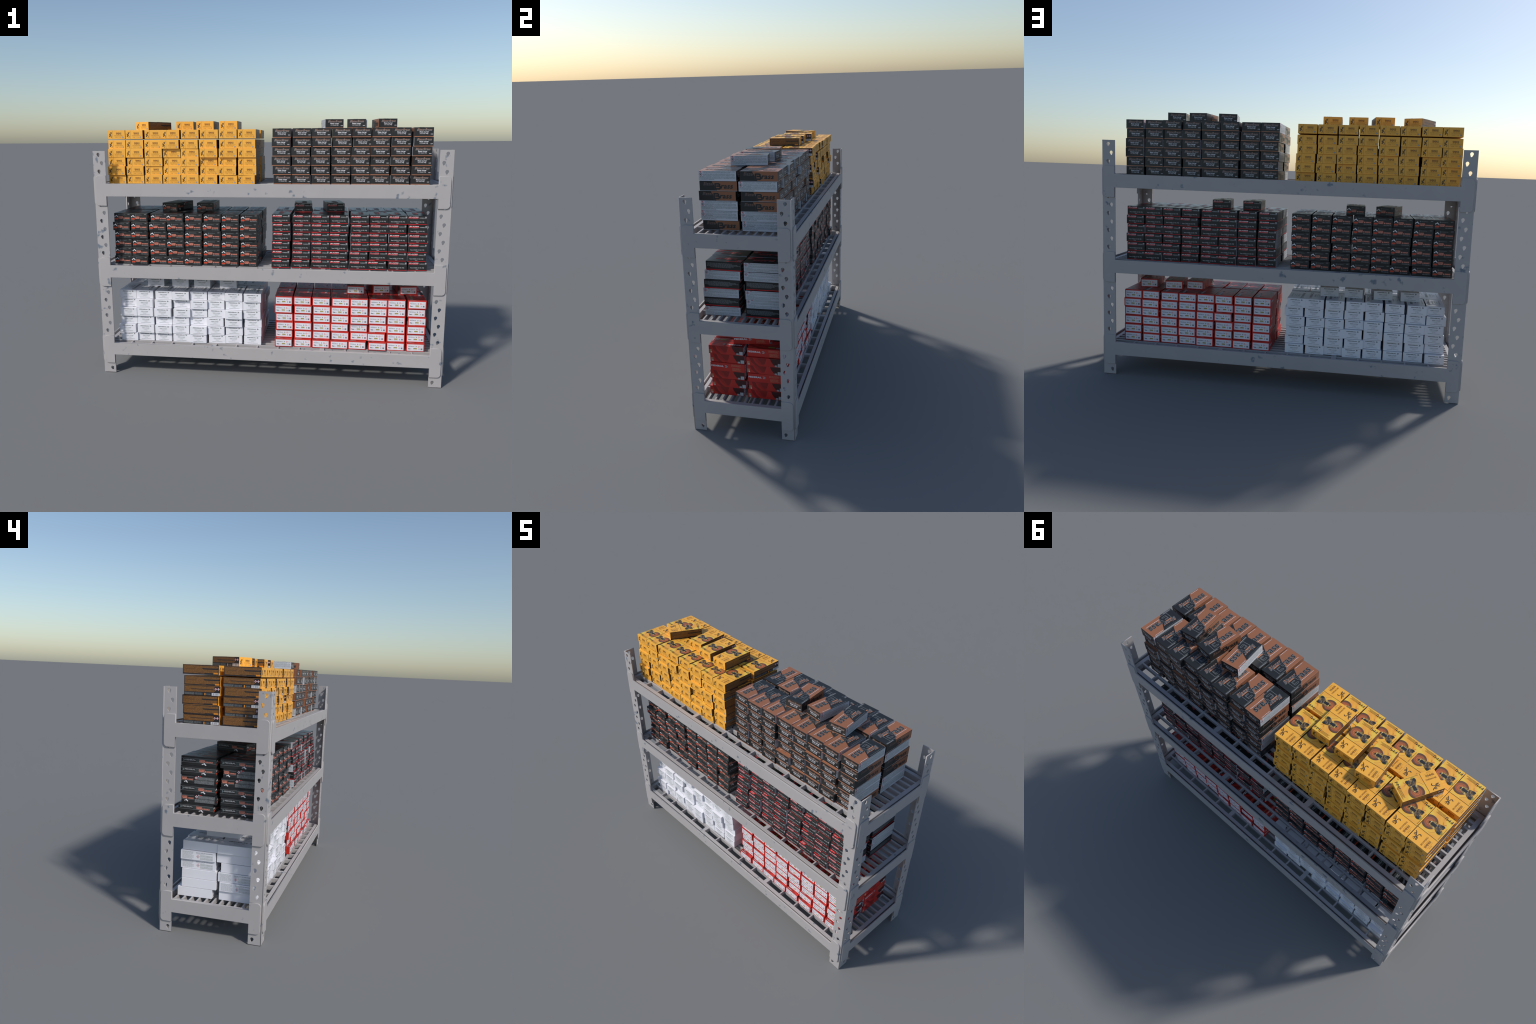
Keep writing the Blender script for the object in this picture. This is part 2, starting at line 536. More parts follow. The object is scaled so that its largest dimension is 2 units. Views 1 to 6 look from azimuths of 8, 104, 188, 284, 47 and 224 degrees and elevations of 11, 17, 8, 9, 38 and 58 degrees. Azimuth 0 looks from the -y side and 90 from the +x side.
def yellow_carton(h):
    body = card("yellow_card", (247, 178, 66), 0.45)
    dark = card("dark_card", (38, 38, 42), 0.42)
    brown = card("brown_ink", (140, 88, 38))
    olive = card("olive_ink", (172, 128, 48))
    logo = card("logo_ink", (62, 52, 40))
    rust = small_print("brown_small_print", (146, 100, 46), (88, 58, 34), 0.5)
    ash = small_print("grey_small_print", (112, 116, 116), (56, 58, 60), 0.5)
    tag = card("orange_tag_ink", (224, 140, 40))
    c = Carton(h, {"body": body, "left": dark, "right": dark})
    # ends
    c.rect("end", 0.278, 0, 0.292, 1, olive)
    c.stroke("end", 0.07, 0.14, 0.24, 0.78, DEER, 0.115, logo)
    c.words("end", 0.48, 0.48, 0.70, 0.76, "9MM", brown, bold=0.03)
    c.rect("end", 0.72, 0.50, 0.79, 0.75, olive)
    c.rect("end", 0.36, 0.425, 0.92, 0.44, olive)
    c.words("end", 0.40, 0.32, 0.84, 0.41, "FULL METAL JACKET", olive)
    c.rect("end", 0.36, 0.285, 0.80, 0.295, olive)
    c.words("end", 0.42, 0.15, 0.56, 0.23, "115 GR", brown)
    c.rect("end", 0.61, 0.12, 0.617, 0.26, olive)
    c.words("end", 0.65, 0.16, 0.78, 0.22, "LUGER", olive)
    c.disc("end", 0.865, 0.20, 0.045, 0.095, brown, 2, 12)
    c.disc("end", 0.865, 0.20, 0.034, 0.072, PALE_INK, 3, 12)
    # lid artwork: hazy sky, rusty planet, plain armoured stand-in figure
    sky = blend("sky_ink", 9, ((0.36, (238, 166, 64)), (0.5, (240, 186, 70)), (0.66, (236, 206, 84))))
    planet = radial("planet_ink", (0.265 * W, -0.115 * L), 0.035, ((0.0, (206, 122, 62)), (0.3, (160, 90, 50)), (0.36, (212, 122, 62)), (0.43, (150, 84, 50)), (0.62, (172, 94, 54)), (0.72, (116, 76, 52)), (0.9, (86, 66, 52)), (1.0, (118, 66, 44))))
    gear = blend("figure_ink", 170, ((0.36, (42, 44, 50)), (0.5, (72, 66, 56)), (0.6, (150, 116, 66)), (0.7, (206, 172, 104))))
    suit = card("figure_dark_ink", (34, 37, 42))
    shell = blend("figure_shell_ink", 90, ((0.35, (120, 96, 52)), (0.5, (176, 148, 84)), (0.65, (222, 200, 130))))
    haze = card("figure_haze_ink", (150, 140, 62))
    trail = card("trail_ink", (214, 128, 66))
    c.rect("lid", 0, 0.0, 1, 0.64, sky, 1)
    c.disc("lid", 0.765, 0.385, 0.34, 0.178, planet, 2, 32)
    c.band("lid", 0.70, 0.40, 0.40, 0.415, 0.52, 110, 190, trail, 2)
    c.poly("lid", [(0.36, 0.20), (0.30, 0.26), (0.16, 0.225), (0.17, 0.21), (0.29, 0.24), (0.33, 0.195)], trail, 2)
    c.disc("lid", 0.22, 0.45, 0.15, 0.06, haze, 3, 16)
    c.poly("lid", [(0.38, 0.32), (0.55, 0.298), (0.69, 0.32), (0.78, 0.36), (0.78, 0.415), (0.69, 0.455), (0.55, 0.475), (0.38, 0.455)], shell, 4)
    c.poly("lid", [(0.39, 0.355), (0.66, 0.348), (0.72, 0.366), (0.72, 0.412), (0.66, 0.428), (0.39, 0.422)], suit, 5)
    c.rect("lid", 0.705, 0.352, 0.72, 0.425, shell, 6)
    c.poly("lid", [(0.735, 0.362), (0.79, 0.368), (0.80, 0.39), (0.79, 0.412), (0.735, 0.418)], suit, 6)
    c.poly("lid", [(0.45, 0.31), (0.40, 0.29), (0.28, 0.275), (0.18, 0.30), (0.15, 0.345), (0.20, 0.37), (0.14, 0.40), (0.15, 0.455), (0.22, 0.49), (0.34, 0.485), (0.42, 0.455), (0.46, 0.41), (0.43, 0.36)], gear, 6)
    c.disc("lid", 0.22, 0.475, 0.09, 0.03, suit, 7, 10)
    c.disc("lid", 0.23, 0.295, 0.09, 0.03, suit, 7, 10)
    c.disc("lid", 0.30, 0.39, 0.05, 0.03, gear, 8, 8)
    c.words("lid", 0.05, 0.035, 0.40, 0.112, "FMJ", suit, 9, bold=0.008)
    text_rows(c, "lid", 0.43, 0.03, 0.92, 0.11, 3, olive, 4, 5)
    text_rows(c, "top", 0.40, 0.03, 0.80, 0.08, 1, olive, 4, 6)
    c.rect("lid", 0, 0.637, 1, 0.643, logo, 4)
    # plain panel of the lid
    c.stroke("top", 0.06, 0.62, 0.27, 0.92, DEER, 0.085, logo, 2)
    c.words("top", 0.055, 0.36, 0.30, 0.44, "BROWNING", brown, 2)
    c.rect("top", 0.10, 0.305, 0.26, 0.312, olive, 2)
    c.words("top", 0.06, 0.165, 0.205, 0.275, "9MM", brown, 2, bold=0.03)
    c.rect("top", 0.215, 0.175, 0.26, 0.27, olive, 2)
    c.rect("top", 0.06, 0.12, 0.27, 0.128, olive, 2)
    c.words("top", 0.10, 0.05, 0.2, 0.09, "50 RDS", olive, 2)
    # side with long description
    c.poly("left", [(0.02, 0.13), (0.60, 0.10), (0.62, 0.16), (0.985, 0.2), (0.96, 0.34), (0.985, 0.5), (0.96, 0.62), (0.985, 0.78), (0.97, 0.90), (0.02, 0.93)], rust, 1)
    c.poly("left", [(0.53, 0.58), (0.56, 0.67), (0.97, 0.66), (0.97, 0.54), (0.6, 0.53)], dark, 2)
    c.rect("left", 0.1, 0.53, 0.35, 0.555, dark, 2)
    c.rect("left", 0.44, 0.155, 0.80, 0.18, dark, 2)
    c.rect("left", 0.855, 0.08, 0.975, 0.235, tag, 3)
    # side with warnings and bar code
    c.poly("right", [(0.015, 0.36), (0.82, 0.36), (0.865, 0.52), (0.82, 0.62), (0.84, 0.93), (0.015, 0.93)], rust, 1)
    c.rect("right", 0.20, 0.60, 0.80, 0.665, dark, 2)
    c.rect("right", 0.015, 0.04, 0.29, 0.29, ash, 1)
    text_rows(c, "right", 0.31, 0.05, 0.52, 0.27, 2, GREY_INK, 2, 8)
    c.rect("right", 0.565, 0.03, 0.595, 0.26, tag, 2)
    text_rows(c, "right", 0.61, 0.06, 0.74, 0.22, 2, GREY_INK, 2, 9)
    bars_code(c, "right", 0.765, 0.0, 0.985, 0.29, WHITE_INK, GREY_INK)
    hazard(c, "right", 0.87, 0.70, 0.038, 0.155, HAZARD_RED, WHITE_INK, DIM_INK)
    hazard(c, "right", 0.945, 0.70, 0.038, 0.155, HAZARD_RED, WHITE_INK, PALE_INK)
    return c.mesh("yellow_cartridge_box")


def copper_carton(h):
    copper = card("copper_ink", (152, 99, 70), 0.38)
    gilt = card("light_copper_ink", (182, 122, 90), 0.38)
    paper = card("label_paper", (206, 208, 214))
    fine = small_print("label_small_print", (206, 208, 212), (146, 152, 156), 0.5)
    c = Carton(h, {"body": BLACK, "right": paper})
    # ends
    c.rect("end", 0, 0, 1, 0.085, gilt)
    c.words("end", 0.15, 0.66, 0.91, 0.885, "BlazerBrass", gilt, 2, bold=0.01, shear=0.3)
    c.words("end", 0.13, 0.62, 0.905, 0.855, "BlazerBrass", GREY_INK, 3, bold=0.025, shear=0.3)
    c.words("end", 0.27, 0.42, 0.75, 0.60, "9mm Luger", WHITE_INK, 2, bold=0.045, shear=0.15)
    c.words("end", 0.29, 0.27, 0.71, 0.40, "115 Grain FMJ", WHITE_INK, 2, bold=0.035, shear=0.15)
    c.words("end", 0.845, 0.255, 0.96, 0.33, "5200", WHITE_INK, 2, bold=0.04)
    # lid: copper field cut by a slanting edge
    c.poly("top", [(0.35, 0), (1, 0), (1, 1), (0.635, 1)], copper, 1)
    c.words("top", 0.125, 0.60, 0.525, 0.82, "Blazer", gilt, 2, bold=0.02, shear=0.3)
    c.words("top", 0.115, 0.57, 0.52, 0.79, "Blazer", GREY_INK, 3, bold=0.03, shear=0.3)
    c.words("top", 0.125, 0.585, 0.51, 0.77, "Blazer", DIM_INK, 4, bold=-0.012, shear=0.3)
    for k, (wide, mat) in enumerate(((0.40, GREY_INK), (0.28, BLACK))):
        c.stroke("top", 0.228, 0.165, 0.430, 0.535, BIG_B, wide, mat, 5 + k)
    c.poly("top", [(0.20, 0.545), (0.225, 0.60), (0.37, 0.60), (0.42, 0.545)], gilt, 9)
    c.words("top", 0.455, 0.29, 0.90, 0.57, "rass", GREY_INK, 6, bold=0.045, shear=0.15)
    c.words("top", 0.462, 0.305, 0.893, 0.555, "rass", BLACK, 7, bold=0.0, shear=0.15)
    c.rect("top", 0.36, 0.0, 1, 0.022, gilt, 2)  # edge highlight on the lid, drawn as a lighter copper strip
    text_rows(c, "top", 0.08, 0.925, 0.60, 0.955, 1, GREY_INK, 2, 11)
    text_rows(c, "top", 0.66, 0.925, 0.95, 0.955, 1, WHITE_INK, 2, 12)
    text_rows(c, "top", 0.48, 0.20, 0.95, 0.235, 1, WHITE_INK, 2, 13)
    c.rect("top", 0.03, 0.045, 0.28, 0.065, PALE_INK, 2)
    c.rect("top", 0.03, 0.09, 0.20, 0.105, GREY_INK, 2)
    # copper side
    c.poly("left", [(0.47, 0.05), (1, 0.05), (1, 1), (0.33, 1)], copper, 1)
    c.rect("left", 0, 0, 1, 0.045, paper, 1)
    c.words("left", 0.105, 0.60, 0.395, 0.89, "Blazer", copper, 2, bold=0.0, shear=0.3)
    c.words("left", 0.10, 0.56, 0.39, 0.85, "Blazer", DIM_INK, 3, bold=0.02, shear=0.3)
    for k, (wide, mat) in enumerate(((0.34, DIM_INK), (0.26, BLACK))):
        c.stroke("left", 0.42, 0.24, 0.555, 0.74, BIG_B, wide, mat, 3 + k)
    c.words("left", 0.565, 0.25, 0.895, 0.63, "rass", DIM_INK, 3, bold=0.035, shear=0.2)
    c.words("left", 0.57, 0.27, 0.89, 0.61, "rass", BLACK, 4, bold=0.015, shear=0.2)
    # label side
    for s0, s1, t0, t1 in ((0.12, 0.97, 0.86, 0.97), (0.12, 0.84, 0.79, 0.86), (0.12, 0.96, 0.52, 0.75), (0.02, 0.98, 0.22, 0.48), (0.02, 0.42, 0.10, 0.22), (0.12, 0.32, 0.48, 0.54)):
        c.rect("right", s0, t0, s1, t1, fine, 1)
    hazard(c, "right", 0.058, 0.66, 0.05, 0.22, HAZARD_RED, paper, DIM_INK)
    c.rect("right", 0.03, 0.91, 0.07, 0.98, HAZARD_RED, 2)
    return c.mesh("copper_cartridge_box")


def orange_carton(h):
    salmon = card("salmon_ink", (234, 146, 124))
    orange = card("orange_ink", (206, 72, 44))
    stripe = card("stripe_ink", (128, 130, 132))
    teal = card("slate_ink", (56, 66, 66))
    mark = card("badge_ink", (128, 146, 148))
    fine = small_print("warning_small_print", (138, 141, 142), (62, 64, 66), 0.5)
    c = Carton(h, {"body": BLACK})
    # ends
    c.shape("end", 0.02, 0.50, 0.24, 0.80, CHEVRON, WHITE_INK, 2)
    c.rect("end", 0.03, 0.245, 0.235, 0.42, orange, 2)
    c.words("end", 0.03, 0.13, 0.20, 0.21, "50 RDS", GREY_INK, 2, bold=0.03)
    c.rect("end", 0.03, 0.43, 0.235, 0.50, teal, 2)
    maker_mark(c, "end", 0.255, 0.73, 0.32, 0.85, mark, BLACK)
    c.words("end", 0.335, 0.75, 0.68, 0.83, "FEDERAL", GREY_INK, 2, bold=0.03)
    c.words("end", 0.80, 0.82, 0.92, 0.89, "AE9", PALE_INK, 2, bold=0.02)
    c.words("end", 0.255, 0.49, 0.52, 0.62, "TRAINING", salmon, 2, bold=0.05)
    c.words("end", 0.255, 0.33, 0.52, 0.48, "TARGET", salmon, 2, bold=0.06)
    c.words("end", 0.555, 0.33, 0.61, 0.48, "&", salmon, 2, bold=0.06)
    c.words("end", 0.645, 0.33, 0.91, 0.48, "RANGE", salmon, 2, bold=0.06)
    c.words("end", 0.54, 0.14, 0.91, 0.235, "9MM LUGER FMJ", PALE_INK, 2, bold=0.03)
    # lid
    for k, (t, m) in enumerate(((0.88, stripe), (0.60, stripe), (0.18, GREY_INK))):
        c.rect("top", 0, t, 1, t + 0.012, m, 2)
    c.rect("top", 0, 0.61, 1, 0.88, teal, 1)
    maker_mark(c, "top", 0.05, 0.69, 0.12, 0.83, mark, teal, 2)
    c.words("top", 0.14, 0.70, 0.50, 0.82, "FEDERAL", PALE_INK, 2, bold=0.03)
    c.words("top", 0.50, 0.44, 0.95, 0.58, "TARGET & RANGE", salmon, 2, bold=0.04)
    c.words("top", 0.50, 0.63, 0.75, 0.70, "TRAINING", salmon, 3, bold=0.04)
    c.shape("top", 0.14, 0.22, 0.44, 0.55, HANDGUN, stripe, 2)
    c.words("top", 0.55, 0.24, 0.94, 0.33, "9MM LUGER", orange, 2, bold=0.03)
    c.rect("top", 0.05, 0.07, 0.4, 0.13, orange, 2)
    # side with the full title
    for t in (0.33, 0.755):
        c.rect("left", 0, t, 1, t + 0.028, stripe, 2)
    c.rect("left", 0, 0.36, 1, 0.755, teal, 1)
    c.rect("left", 0.0, 0.36, 0.43, 0.755, JET, 2)
    maker_mark(c, "left", 0.05, 0.47, 0.105, 0.68, mark, BLACK, 3)
    c.words("left", 0.12, 0.535, 0.42, 0.675, "FEDERAL", PALE_INK, 3, bold=0.04)
    text_rows(c, "left", 0.12, 0.44, 0.36, 0.49, 1, DIM_INK, 3, 21)
    c.words("left", 0.515, 0.56, 0.68, 0.70, "TRAINING", salmon, 3, bold=0.05)
    c.words("left", 0.515, 0.395, 0.68, 0.555, "TARGET", salmon, 3, bold=0.06)
    c.words("left", 0.695, 0.395, 0.73, 0.555, "&", salmon, 3, bold=0.06)
    c.words("left", 0.745, 0.395, 0.90, 0.555, "RANGE", salmon, 3, bold=0.06)
    c.shape("left", 0.585, 0.085, 0.725, 0.39, HANDGUN, WHITE_INK, 4)
    # side with warnings
    for t in (0.36, 0.80):
        c.rect("right", 0, t, 0.36, t + 0.028, stripe, 2)
    c.words("right", 0.02, 0.62, 0.165, 0.76, "TRAINING", salmon, 3, bold=0.05)
    c.words("right", 0.02, 0.45, 0.165, 0.61, "TARGET", salmon, 3, bold=0.06)
    c.words("right", 0.18, 0.45, 0.205, 0.61, "&", salmon, 3, bold=0.06)
    c.words("right", 0.22, 0.45, 0.35, 0.61, "RANGE", salmon, 3, bold=0.06)
    c.shape("right", 0.08, 0.13, 0.20, 0.42, HANDGUN, WHITE_INK, 4)
    c.rect("right", 0.38, 0.12, 0.94, 0.50, fine, 1)
    c.rect("right", 0.46, 0.54, 0.95, 0.86, fine, 1)
    hazard(c, "right", 0.43, 0.73, 0.048, 0.20, HAZARD_RED, WHITE_INK, DIM_INK)
    c.rect("right", 0.48, 0.87, 0.505, 0.95, WHITE_INK, 2)
    c.rect("right", 0.51, 0.85, 0.57, 0.95, HAZARD_RED, 2)
    return c.mesh("orange_black_cartridge_box")


def red_stripe_carton(h):
    paper = card("pale_label_paper", (196, 200, 208))
    fine = small_print("pale_small_print", (198, 202, 208), (148, 154, 160), 0.45)
    crimson = card("crimson_ink", (208, 70, 74))
    scarlet = card("scarlet_ink", (222, 40, 42))
    sheen = card("cool_black_card", (35, 39, 39), 0.3)
    c = Carton(h, {"body": BLACK, "right": paper, "top": sheen})
    # ends
    c.rect("end", 0, 0, 1, 0.075, RED_INK)
    c.words("end", 0.025, 0.70, 0.555, 0.905, "BLAZER", crimson, 2, bold=0.075, shear=0.25)
    c.words("end", 0.06, 0.815, 0.555, 0.915, "BLAZER", WHITE_INK, 3, bold=0.03, shear=0.25)
    c.words("end", 0.19, 0.645, 0.53, 0.70, "CARTRIDGES", GREY_INK, 2, bold=0.02)
    c.words("end", 0.895, 0.825, 0.975, 0.915, "50", WHITE_INK, 2, bold=0.04)
    c.words("end", 0.60, 0.745, 0.975, 0.80, "ALUMINUM CASE", WHITE_INK, 2, bold=0.05)
    c.words("end", 0.64, 0.66, 0.975, 0.72, "NON RELOADABLE", GREY_INK, 2)
    c.words("end", 0.13, 0.23, 0.85, 0.39, "9mm LUGER 115 GR. FMJ", PALE_INK, 2, bold=0.06)
    c.words("end", 0.42, 0.13, 0.55, 0.205, "3509", PALE_INK, 2, bold=0.05)
    # lid
    c.words("top", 0.20, 0.42, 0.80, 0.68, "BLAZER", crimson, 2, bold=0.05, shear=0.3)
    c.words("top", 0.23, 0.54, 0.81, 0.70, "BLAZER", GREY_INK, 3, bold=0.0, shear=0.3)
    c.words("top", 0.36, 0.32, 0.78, 0.385, "C A R T R I D G E S", GREY_INK, 2)
    c.words("top", 0.03, 0.86, 0.17, 0.92, "CENTERFIRE", PALE_INK, 2, bold=0.03)
    c.words("top", 0.86, 0.84, 0.96, 0.91, "9mm", DIM_INK, 2)
    c.poly("top", [(0.58, 0.04), (0.99, 0.04), (0.99, 0.40), (0.84, 0.40), (0.78, 0.16), (0.60, 0.13)], scarlet, 2)
    c.words("lid", 0.10, 0.03, 0.34, 0.13, "50", PALE_INK, 3, bold=0.03)
    # written side
    c.rect("left", 0, 0, 1, 0.115, RED_INK, 1)
    for k in range(5):
        t = 0.80 - k * 0.105
        text_rows(c, "left", 0.03 if k < 4 else 0.13, t - 0.06, (0.86, 0.9, 0.99, 0.93, 0.80)[k], t + 0.03, 1, GREY_INK, 2, 30 + k, 0.75)
    # label side
    for s0, s1, t0, t1 in ((0.13, 0.94, 0.78, 0.94), (0.12, 0.96, 0.50, 0.72), (0.03, 0.24, 0.38, 0.48), (0.03, 0.96, 0.18, 0.38), (0.03, 0.70, 0.06, 0.18)):
        c.rect("right", s0, t0, s1, t1, fine, 1)
    hazard(c, "right", 0.058, 0.76, 0.048, 0.20, HAZARD_RED, paper, DIM_INK)
    c.rect("right", 0.13, 0.925, 0.18, 0.975, HAZARD_RED, 2)
    return c.mesh("red_striped_cartridge_box")


def white_carton(h):
    body = card("white_card", (232, 232, 238), 0.4, 0.02)
    ink = card("charcoal_ink", (84, 90, 90))
    ink2 = card("soft_charcoal_ink", (128, 134, 136))
    faint = card("faint_grey_ink", (176, 180, 182))
    fine = small_print("white_small_print", (216, 217, 222), (176, 181, 182), 0.5)
    c = Carton(h, {"body": body})
    c.words("end", 0.18, 0.785, 0.70, 0.885, "FEDERAL", ink, 2, bold=0.04, shear=0.1)
    maker_mark(c, "end", 0.73, 0.765, 0.84, 0.905, ink, body)
    c.words("end", 0.28, 0.54, 0.71, 0.635, "9MM LUGER", ink2, 2, bold=0.04)
    c.words("end", 0.31, 0.41, 0.67, 0.475, "115 GRAIN FMJ", ink2, 2)
    c.words("end", 0.41, 0.30, 0.59, 0.37, "50 RDS", ink2, 2)
    c.words("end", 0.20, 0.14, 0.80, 0.205, "CENTERFIRE AMMUNITION", ink2, 2, bold=0.02)
    # lid
    c.words("top", 0.21, 0.70, 0.76, 0.83, "FEDERAL", ink, 2, bold=0.05, shear=0.1)
    maker_mark(c, "top", 0.80, 0.68, 0.91, 0.85, ink, body)
    c.words("top", 0.38, 0.50, 0.68, 0.585, "9MM LUGER", ink2, 2, bold=0.03)
    c.words("top", 0.36, 0.38, 0.70, 0.445, "115 GRAIN FMJ", ink2, 2)
    c.words("top", 0.42, 0.29, 0.64, 0.345, "50 ROUNDS", ink2, 2)
    c.words("top", 0.30, 0.15, 0.78, 0.21, "CENTERFIRE AMMUNITION", ink2, 2)
    # written side
    text_rows(c, "right", 0.05, 0.10, 0.40, 0.92, 8, faint, 2, 41, 0.4)
    c.words("right", 0.45, 0.76, 0.93, 0.88, "Store in cool dry environment.", ink2, 2, bold=0.03)
    text_rows(c, "right", 0.45, 0.68, 0.74, 0.74, 1, faint, 2, 42)
    hazard(c, "right", 0.505, 0.43, 0.048, 0.215, card("faded_hazard_ink", (224, 130, 138)), body, ink2)
    c.rect("right", 0.565, 0.40, 0.93, 0.63, fine, 1)
    c.rect("right", 0.565, 0.09, 0.93, 0.36, fine, 1)
    return c.mesh("white_cartridge_box")


def red_carton(h):
    body = card("red_card", (200, 46, 38), 0.42)
    deep = card("deep_red_ink", (148, 36, 32))
    mid = card("mid_red_ink", (176, 40, 34))
    coal = card("coal_red_ink", (72, 30, 30))
    paper = card("end_label_paper", (228, 226, 234))
    ink = card("label_grey_ink", (104, 106, 112))
    soft = card("label_soft_ink", (168, 170, 174))
    pink = card("label_red_ink", (228, 128, 122))
    olive = card("olive_tag_ink", (176, 166, 96))
    olive_ink = card("olive_tag_word_ink", (132, 120, 56))
    green = card("green_tag_ink", (112, 138, 52))
    cream = card("cream_ink", (196, 134, 104))
    c = Carton(h, {"body": body})
    c.rect("end", 0.055, 0.09, 0.95, 0.87, paper, 1)
    c.words("end", 0.10, 0.755, 0.28, 0.80, "CENTERFIRE", soft, 2)
    c.words("end", 0.82, 0.755, 0.91, 0.80, "AE9DP", soft, 2)
    c.words("end", 0.11, 0.575, 0.47, 0.665, "FEDERAL", ink, 2, bold=0.03)
    maker_mark(c, "end", 0.51, 0.555, 0.59, 0.685, ink, paper)
    c.disc("end", 0.685, 0.615, 0.045, 0.10, pink, 2, 14)
    c.disc("end", 0.685, 0.615, 0.022, 0.05, paper, 3, 10)
    c.words("end", 0.735, 0.58, 0.89, 0.645, "American", pink, 2, bold=0.02)
    c.words("end", 0.11, 0.25, 0.25, 0.43, "9mm", ink, 2, bold=0.06)
    c.words("end", 0.265, 0.29, 0.34, 0.35, "LUGER", ink, 2)
    c.rect("end", 0.40, 0.30, 0.60, 0.44, olive, 2)
    c.words("end", 0.43, 0.335, 0.57, 0.405, "BRASS", olive_ink, 3, bold=0.03)
    c.words("end", 0.40, 0.205, 0.61, 0.25, "REMANUFACTURED", soft, 2)
    c.words("end", 0.69, 0.24, 0.74, 0.42, "50", ink, 2, bold=0.03)
    c.rect("end", 0.795, 0.22, 0.90, 0.43, soft, 2)
    c.disc("end", 0.848, 0.325, 0.032, 0.07, ink, 3, 10)
    # lid: sweeping darker arcs
    c.band("top", 0.50, 0.95, 0.50, 0.62, 1.5, 185, 355, deep, 1)
    c.band("top", 0.50, 0.95, 0.34, 0.44, 1.5, 185, 355, deep, 1)
    c.disc("top", 0.18, 0.98, 0.20, 0.34, coal, 2, 20)
    c.disc("top", 0.98, 0.30, 0.16, 0.30, deep, 2, 20)
    c.words("top", 0.06, 0.70, 0.50, 0.83, "FEDERAL", WHITE_INK, 3, bold=0.04, shear=0.1)
    maker_mark(c, "top", 0.53, 0.68, 0.63, 0.85, PALE_INK, deep, 3)
    c.rect("top", 0.58, 0.20, 0.77, 0.31, green, 3)
    c.words("top", 0.60, 0.225, 0.75, 0.285, "RANGE", olive, 4)
    text_rows(c, "top", 0.80, 0.12, 0.94, 0.30, 3, PALE_INK, 3, 51)
    text_rows(c, "top", 0.05, 0.08, 0.30, 0.16, 2, cream, 3, 52)
    c.rect("top", 0.965, 0.1, 0.985, 0.45, PALE_INK, 3)
    # plain named side
    c.words("left", 0.02, 0.50, 0.39, 0.70, "FEDERAL", WHITE_INK, 2, bold=0.05)
    maker_mark(c, "left", 0.42, 0.46, 0.51, 0.74, PALE_INK, body)
    text_rows(c, "left", 0.61, 0.63, 0.95, 0.90, 3, cream, 2, 53, 0.4)
    text_rows(c, "left", 0.64, 0.12, 0.92, 0.52, 5, cream, 2, 54, 0.4)
    # side with arcs and codes
    c.poly("right", [(0.08, 1), (0.18, 1), (0.24, 0.45), (0.36, 0), (0.26, 0), (0.14, 0.45)], deep, 1)
    c.poly("right", [(0.21, 1), (0.57, 1), (0.50, 0.12), (0.42, 0.16), (0.30, 0.5)], mid, 1)
    c.poly("right", [(0.30, 1), (0.57, 1), (0.52, 0.35), (0.45, 0.25)], deep, 2)
    c.poly("right", [(0.67, 1), (1, 1), (1, 0.06), (0.82, 0.06), (0.76, 0.3), (0.70, 0.65)], coal, 1)
    c.rect("right", 0.80, 0.06, 0.87, 0.26, PALE_INK, 2)
    bars_code(c, "right", 0.885, 0.04, 0.985, 0.47, PALE_INK, WHITE_INK, 2, 7)
    c.rect("right", 0.02, 0.10, 0.09, 0.52, cream, 2)
    c.rect("right", 0.06, 0.12, 0.09, 0.26, WHITE_INK, 3)
    return c.mesh("red_cartridge_box")


# ------------------------------------------------------------------ stacking
def turns(front, back):
    """Strings of 0/1, one per box: 1 = turned end for end."""
    return [int(k) for k in front], [int(k) for k in back]


